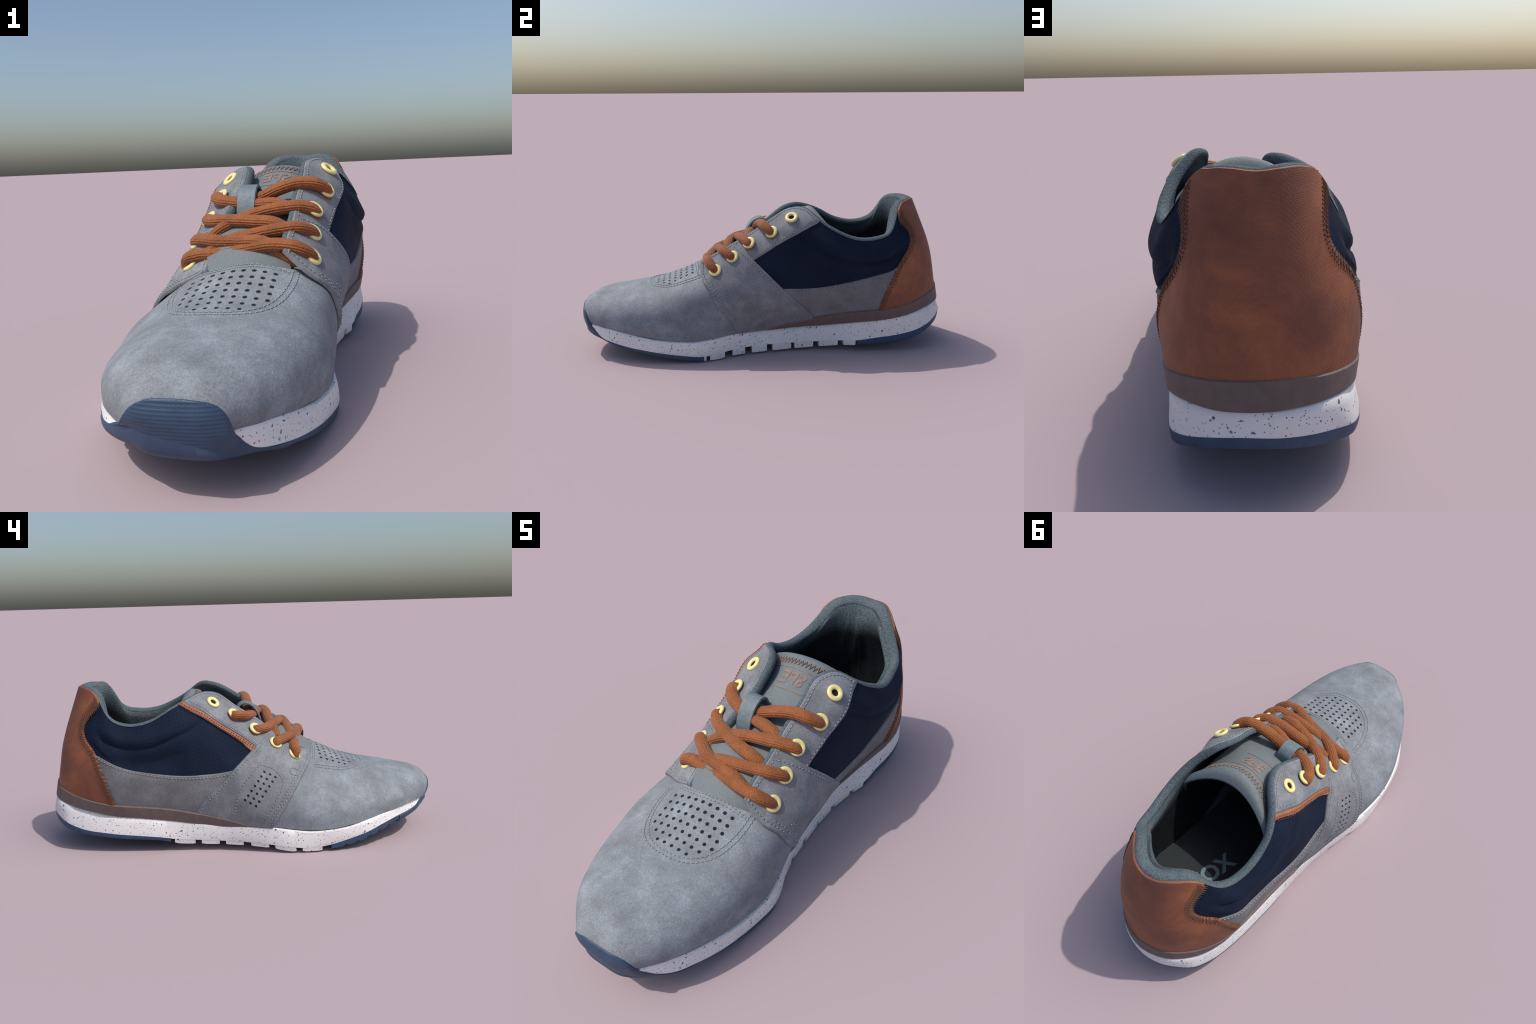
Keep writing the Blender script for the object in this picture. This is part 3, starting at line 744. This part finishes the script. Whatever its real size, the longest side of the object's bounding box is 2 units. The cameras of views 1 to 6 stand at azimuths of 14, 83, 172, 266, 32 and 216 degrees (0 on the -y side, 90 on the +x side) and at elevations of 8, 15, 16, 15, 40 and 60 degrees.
# ------------------------------------------------------------------ tongue
ty = [-.44, -.37, -.27, -.09, .01, .08, .15, .215, .245, .270, .290]
tz_ = [.430, .465, .531, .598, .645, .684, .723, .755, .766, .757, .735]
tw = [.11, .125, .15, .165, .165, .170, .180, .19, .205, .215, .220]
tcx = [.06, .065, .058, .05, .055, .058, .062, .068, .07, .07, .07]
def tongue_point(f, y, lift=0.0):
    """f from -1 (left edge) to 1 (right edge); the tongue arches over the instep and its rear corners sweep back and down"""
    w, cx, zc = (float(hermite(ty, A(a), [y])[0]) for a in (tw, tcx, tz_))
    back = .075*abs(f)**2*max(0, min(1, (y-.02)/.2))
    z = zc - (.050 + .045*max(0, min(1, (y+.1)/.3)))*abs(f)**2.0*(float(np.interp(y, [-.36, -.24, -.16, .06, .17, .26], [1.0, .6, .15, .15, .75, 1.0])) if f > 0 else .88) - .12*back
    return A((cx + w*f, y + back, z + lift))
def tongue():
    fs = np.linspace(-1, 1, 41); ys = np.linspace(-.44, .290, 76); V = []
    for y in ys:
        for f in fs: V.append(tongue_point(f, y))
    n, m = len(ys), len(fs); F = grid_faces(n, m, flip=True)
    o = len(V)
    for y in ys:
        for f in fs: V.append(tongue_point(f, y, -.022 if y < .27 else -.012))
    F += [tuple(i+o for i in t[::-1]) for t in F[:(n-1)*(m-1)]]
    last = (n-1)*m
    for j in range(m-1): F.append((last+j, last+j+1, o+last+j+1, o+last+j))
    for i in range(n-1):
        F.append((i*m, (i+1)*m, o+(i+1)*m, o+i*m)); F.append((i*m+m-1, o+i*m+m-1, o+(i+1)*m+m-1, (i+1)*m+m-1))
    return add("tongue", V, F, m_tongue)
tg = tongue()
def on_tongue(x, y): return tongue_point((x - .062)/.175, y, .002)
text_mesh("tongue_print", "SPE", .070, lambda x, y: on_tongue(.066 - x, .142 + y), m_print, tg, .026)
for y0 in (.098, .186):
    V, F = [], []
    for i in range(30):
        x = .14 - .20*i/29
        V += [on_tongue(x, y0 - .0018), on_tongue(x, y0 + .0018)]
    add("print_line", V, grid_faces(30, 2), m_print, tg)
zt = Bag(); prev = None
for i in range(36):
    f = -.8 + 1.6*i/35; p = tongue_point(f, .226 if i % 2 else .200, .003)
    if prev is not None:
        V, F = tube([prev, (prev+p)/2 + A((0, 0, .0015)), p], .0018, 5); zt.put(V, F)
    prev = p
add("tongue_stitch", zt.v, zt.f, m_print, tg, stuff=True)

# lace keeper: a short leather loop on the tongue
kp = smooth_line([(0, -.098, .585), (0, -.094, .612), (0, -.080, .650), (0, -.050, .686), (0, -.015, .696), (.002, .012, .682), (.004, .024, .655), (.006, .026, .63)], .006)
V = []
for i, p in enumerate(kp):
    t = unit(kp[min(i+1, len(kp)-1)] - kp[max(i-1, 0)]); nn = unit(A((0, -t[2], t[1])))
    if nn[2] < 0 and i > 2: nn = -nn
    for dx, dn in ((-.034, 0), (-.031, .006), (.031, .006), (.034, 0), (.031, -.006), (-.031, -.006)):
        V.append(p + A((dx, 0, 0)) + nn*dn + A((0, 0, -.10*abs(dx)*0)))
add("lace_keeper", V, grid_faces(len(kp), 6, wrap_m=True, flip=True), m_keeper, tg, sharp=50)

# ------------------------------------------------------------------ laces
LR = .0255
strands = [
 [(.252, -.272, .455), (.254, -.282, .478), (.224, -.306, .508), (.165, -.314, .521), (.059, -.289, .507), (-.051, -.265, .486), (-.131, -.255, .480), (-.161, -.257, .472), (-.166, -.251, .440)],
 [(-.158, -.150, .492), (-.163, -.158, .520), (-.122, -.200, .533), (-.060, -.245, .533), (.024, -.268, .534), (.107, -.292, .532), (.160, -.300, .505), (.215, -.298, .470)],
 [(.243, -.182, .520), (.248, -.190, .545), (.212, -.226, .572), (.154, -.238, .569), (.071, -.243, .555), (-.010, -.243, .537), (-.070, -.240, .510), (-.12, -.235, .470)],
 [(-.138, -.052, .558), (-.148, -.062, .585), (-.118, -.104, .588), (-.054, -.145, .593), (.055, -.189, .592), (.127, -.203, .585), (.170, -.207, .560), (.215, -.205, .530)],
 [(.238, -.093, .588), (.243, -.100, .612), (.202, -.124, .634), (.148, -.136, .632), (.063, -.140, .617), (-.021, -.148, .590), (-.063, -.160, .570), (-.105, -.165, .535)],
 [(-.126, .050, .635), (-.142, .040, .662), (-.118, -.006, .656), (-.051, -.044, .648), (.042, -.066, .641), (.110, -.086, .642), (.160, -.100, .625), (.215, -.105, .590)],
 [(.262, .022, .648), (.268, .010, .680), (.235, -.018, .706), (.188, -.028, .711), (.110, -.036, .692), (.043, -.038, .663), (.000, -.036, .652), (-.03, -.03, .635)],
]
def lace(path, seat=.006):
    p = smooth_line(path, .004); p[:, 2] -= seat; n = len(p); t = np.linspace(0, 1, n)
    L = arc(p)[-1]
    pulse = 1 + .012*np.sin(np.arange(n)*2*np.pi/3.0)
    V, F = tube(p, LR*pulse, 60, fl=(1.0, .86), ribs=16, rib=.13)
    return add("lace", V, F, m_lace, sharp=75)
for k, q in enumerate(strands): lace(q, .009 if k else .002)

# ------------------------------------------------------------------ sole unit
# perimeter stations: upper edge of the white foam (feather line), its lower edge, and the height of the tread there
R = [  # x, y, z feather | x, y, z low edge of white | z tread
 (.045, -.972, .185, .045, -.977, .170, .100),
 (.110, -.965, .182, .115, -.967, .150, .100),
 (.150, -.953, .180, .160, -.934, .128, .100),
 (.180, -.932, .177, .203, -.887, .114, .098),
 (.206, -.893, .174, .243, -.842, .105, .090),
 (.256, -.805, .162, .272, -.769, .087, .074),
 (.300, -.652, .133, .307, -.660, .069, .049),
 (.315, -.576, .123, .325, -.556, .052, .027),
 (.326, -.489, .116, .335, -.464, .040, .010),
 (.330, -.386, .112, .338, -.363, .030, .002),
 (.312, -.283, .119, .320, -.283, .034, .000),
 (.285, -.199, .127, .290, -.199, .042, .004),
 (.259, -.100, .128, .268, -.100, .047, .004),
 (.238, .059, .132, .256, .040, .050, .008),
 (.234, .173, .137, .252, .160, .050, .012),
 (.244, .303, .145, .262, .290, .054, .019),
 (.270, .400, .155, .290, .405, .063, .031),
 (.284, .469, .162, .309, .476, .066, .034),
 (.301, .549, .171, .316, .578, .078, .038),
 (.319, .631, .184, .327, .660, .090, .048),
 (.326, .711, .199, .331, .735, .104, .058),
 (.315, .794, .215, .321, .812, .122, .078),
 (.276, .866, .230, .287, .884, .146, .108),
 (.216, .927, .240, .224, .944, .170, .133),
 (.145, .964, .246, .150, .978, .182, .144),
 (.065, .979, .247, .065, .992, .180, .144),
 (-.015, .963, .245, -.018, .978, .172, .131),
 (-.075, .935, .242, -.085, .944, .160, .118),
 (-.125, .882, .231, -.142, .898, .143, .104),
 (-.160, .815, .217, -.174, .838, .123, .093),
 (-.195, .667, .189, -.214, .680, .098, .072),
 (-.215, .532, .174, -.232, .524, .083, .060),
 (-.222, .441, .164, -.240, .430, .074, .054),
 (-.230, .349, .153, -.242, .349, .062, .036),
 (-.243, .261, .141, -.250, .250, .056, .030),
 (-.268, .120, .127, -.268, .120, .050, .027),
 (-.296, .010, .127, -.294, .010, .047, .024),
 (-.324, -.120, .122, -.327, -.110, .039, .016),
 (-.338, -.204, .112, -.351, -.200, .030, .004),
 (-.351, -.296, .103, -.358, -.290, .024, .001),
 (-.356, -.412, .108, -.354, -.405, .034, .005),
 (-.346, -.500, .118, -.347, -.500, .057, .018),
 (-.330, -.575, .135, -.334, -.584, .080, .042),
 (-.303, -.645, .148, -.300, -.665, .104, .066),
 (-.255, -.735, .166, -.250, -.755, .125, .088),
 (-.195, -.832, .182, -.192, -.848, .143, .104),
 (-.137, -.898, .190, -.136, -.908, .160, .110),
 (-.096, -.949, .193, -.088, -.943, .176, .110),
 (-.030, -.970, .190, -.030, -.974, .178, .104),
]
R = A(R, float); R = np.vstack([R, R[:1]])
rt = arc(R[:, 3:5]); NS = 720
rq = np.linspace(0, rt[-1], NS, endpoint=False)
wrapR = np.vstack([R[-4:-1], R, R[1:4]]); wrapt = np.concatenate([rt[-4:-1]-rt[-1], rt, rt[1:4]+rt[-1]])
Q = hermite(wrapt, wrapR, rq)
fe, lo_, tread = Q[:, :3].copy(), Q[:, 3:6].copy(), Q[:, 6].copy()
tan = unit(np.roll(lo_[:, :2], -1, 0) - np.roll(lo_[:, :2], 1, 0)); out2 = np.c_[tan[:, 1], -tan[:, 0]]
cen = lo_[:, :2].mean(0)
if ((lo_[:, :2]-cen)*out2).sum() < 0: out2 = -out2
O3 = np.c_[out2, np.zeros(NS)]
ysp = np.clip(lo_[:, 1], -.72, .74); SP = np.c_[spine(ysp), ysp]
side_r = lo_[:, 0] > spine(lo_[:, 1])

def toward(P, f, z):
    q = SP + (P[:, :2]-SP)*f; return np.c_[q, z if np.ndim(z) else np.full(len(P), z)]

def frm(y, pairs):  # helper for smooth steps along y
    return np.interp(y, *zip(*pairs))

bulge = (np.where(side_r, np.interp(lo_[:, 1], [-.35, -.2, .4, .6], [.011, .005, .004, .003]), .007)*np.clip((lo_[:, 1] + .80)/.30, .15, 1))[:, None]
mid = (fe + lo_)/2 + O3*bulge
mid[:, 2] = fe[:, 2]*.45 + lo_[:, 2]*.55
topo = fe + O3*bulge*.65; topo[:, 2] -= .004
lowo = lo_ + O3*.004
lowo[:, 2] += .0
notch_z = lo_[:, 2]
levels = [toward(fe, .90, fe[:, 2]-.004), fe - O3*.004 + A((0, 0, .001)), topo, mid*.6 + topo*.4 + O3*bulge*.15, mid, mid*.4 + lowo*.6 + O3*bulge*.2, lowo,
          toward(lo_, .985, lo_[:, 2]-.003), toward(lo_, .5, lo_[:, 2]), toward(lo_, .0, lo_[:, 2])]
V = np.transpose(A(levels), (1, 0, 2)); m = len(levels)
mids = add("midsole", V.reshape(-1, 3), grid_faces(NS, m, wrap_n=True, flip=False), m_white, sharp=45)

# tread lugs of white foam between the notches, each a short block across half of the sole
def lug_mesh(i0, i1, name, mat, parent):
    idx = np.arange(i0, i1+1); n = len(idx)
    k = np.linspace(0, 1, n); zb = tread[idx]
    endin = np.minimum(k, 1-k); ch = np.where(endin < .08, .002, 0.0)
    zt_ = lo_[idx, 2]
    a = lowo[idx] + O3[idx]*(-.0005); a[:, 2] = zt_ + .004
    b = lowo[idx] + O3[idx]*(-.003); b[:, 2] = zb + .004 + ch
    c = toward(lo_, .965, 0.0)[idx]; c[:, 2] = zb + ch*.5
    d = toward(lo_, .45, 0.0)[idx]; d[:, 2] = zb
    e = toward(lo_, .45, 0.0)[idx]; e[:, 2] = zt_ + .004
    L5 = np.transpose(A([a, b, c, d, e]), (1, 0, 2)); VV = L5.reshape(-1, 3)
    FF = grid_faces(n, 5)
    FF += [(0, 1, 2, 3, 4), tuple((n-1)*5 + j for j in (4, 3, 2, 1, 0))]
    ob = add(name, VV, FF, mat, parent, sharp=35)
    bm = bmesh.new(); bm.from_mesh(ob.data); bmesh.ops.recalc_face_normals(bm, faces=bm.faces); bm.to_mesh(ob.data); bm.free()
    return ob
def index_at(y, right):
    k = np.where(side_r == right)[0]; k = k[(lo_[k, 1] > -.8) & (lo_[k, 1] < .8)]
    return k[np.argmin(abs(lo_[k, 1]-y))]
for y0, y1 in ((-.350, -.342), (-.324, -.242), (-.203, -.132), (-.093, -.009), (.020, .121), (.144, .242), (.275, .374), (.405, .470)):
    a, b = sorted((index_at(y0, True), index_at(y1, True))); lug_mesh(a, max(b, a+2), "tread_lug", m_white, mids)
for y0, y1 in ((.361, .262), (.228, .143), (.109, .024), (-.012, -.098), (-.132, -.228), (-.262, -.357)):
    a, b = sorted((index_at(y0, False), index_at(y1, False))); lug_mesh(a, b, "tread_lug", m_white, mids)

# blue rubber outsole: heel piece, and a forefoot piece that climbs up over the toe as a bumper
def outsole(i0, i1, toe):
    idx = np.arange(i0, i1+1) % NS; n = len(idx)
    L = lo_[idx]; zt_ = L[:, 2] + .001; zb = tread[idx].copy()
    if toe:
        al = arc(L); zb += .009*(np.sin(al*2*np.pi/.062) > .45)*((L[:, 1] > -.86) & (L[:, 1] < -.47) & (L[:, 0] < -.1))
    o = O3[idx]
    top_out = L + o*.005; top_out[:, 2] = zt_
    top_in = L - o*.004; top_in[:, 2] = zt_ + .002
    bot_out = L + o*.002; bot_out[:, 2] = zb*.8 + zt_*.2
    bot_in = toward(lo_, .955, 0.0)[idx]; bot_in[:, 2] = zb
    half = toward(lo_, .5, 0.0)[idx]; half[:, 2] = zb - (.0)
    spn = toward(lo_, .0, 0.0)[idx]; spn[:, 2] = zb
    rowsL = [top_in, top_out, (top_out+bot_out)/2 + o*.001, bot_out, bot_in, half, spn]
    if toe:
        tuck = np.clip((-L[:, 1] - .80)/.15, 0, 1)*.045      # the toe curls back underneath
        bot_out[:, 1] += tuck*.4; bot_in[:, 1] += tuck
    VV = np.transpose(A(rowsL), (1, 0, 2)); mm = len(rowsL)
    FF = grid_faces(n, mm) + [tuple(range(mm)), tuple((n-1)*mm + j for j in range(mm-1, -1, -1))]
    ob = add("outsole", VV.reshape(-1, 3), FF, m_blue, root, sharp=40)
    bm = bmesh.new(); bm.from_mesh(ob.data); bmesh.ops.recalc_face_normals(bm, faces=bm.faces); bm.to_mesh(ob.data); bm.free()
    ob.data.set_sharp_from_angle(angle=math.radians(40))
    return ob
outsole(index_at(.475, True), index_at(.383, False), False)
outsole(index_at(-.403, False), index_at(-.352, True) + NS, True)

# the forefoot rubber climbs over the toe as a smooth bumper: sections fanned round the toe, from under the sole up to a crest line
TC = A((.03, -.75))
def azim(P): return np.degrees(np.arctan2(P[:, 0]-TC[0], -(P[:, 1]-TC[1])))
ti = np.where(lo_[:, 1] < -.755)[0]
az = azim(lo_[ti]); o_ = np.argsort(az); ti, az = ti[o_], az[o_]
CR = smooth_line(crest, .006); cq = VS.find(CR); on = VS.P(cq[:, 0], cq[:, 1]) + VS.n(cq[:, 0], cq[:, 1])*.0025
kk = np.clip((CR[:, 2]-.150)/.035, 0, 1)[:, None]; CR = CR*(1-kk) + on*kk
ca = np.maximum.accumulate(azim(CR))
span = np.linspace(max(az[0], ca.min())+.5, min(az[-1], ca.max())-.5, 120)
at = lambda X, a, q: np.c_[[np.interp(q, a, X[:, k]) for k in range(X.shape[1])]].T
Lt, Tt, Ct = at(lo_[ti], az, span), np.interp(span, az, tread[ti]), at(CR, ca, span)
Ot = np.c_[np.sin(np.radians(span)), -np.cos(np.radians(span)), np.zeros(len(span))]
rise = np.clip((Ct[:, 2]-Lt[:, 2])/.085, 0, 1)[:, None]
tk = (np.clip((-Lt[:, 1]-.80)/.15, 0, 1)*.045)[:, None]*A((0, 1, 0))
under = np.c_[Lt[:, :2]*.95, Tt - .001] + tk
base = np.c_[Lt[:, :2], Tt*.8 + Lt[:, 2]*.2] + Ot*.004 + tk*.4
edge = Lt + Ot*np.interp(span, [-60, -35, 0], [.005, .003, .007])[:, None]
belly = Lt*.4 + Ct*.6 + Ot*(.003 + .010*rise)
top = Ct + Ot*(.0015 + .003*rise) - A((0, 0, .012))*rise
lip = Ct + Ot*.001
tuck_in = Ct - Ot*.014 + A((0, 0, -.004))
secs = np.transpose(A([under, base, edge, belly, top, lip, tuck_in]), (1, 0, 2))
V = [p for sec in secs for p in hermite(arc(sec), sec, np.interp(np.linspace(0, 6, 31), range(7), arc(sec)))]
add("toe_bumper", V, grid_faces(len(span), 31), m_bumper, sharp=70)
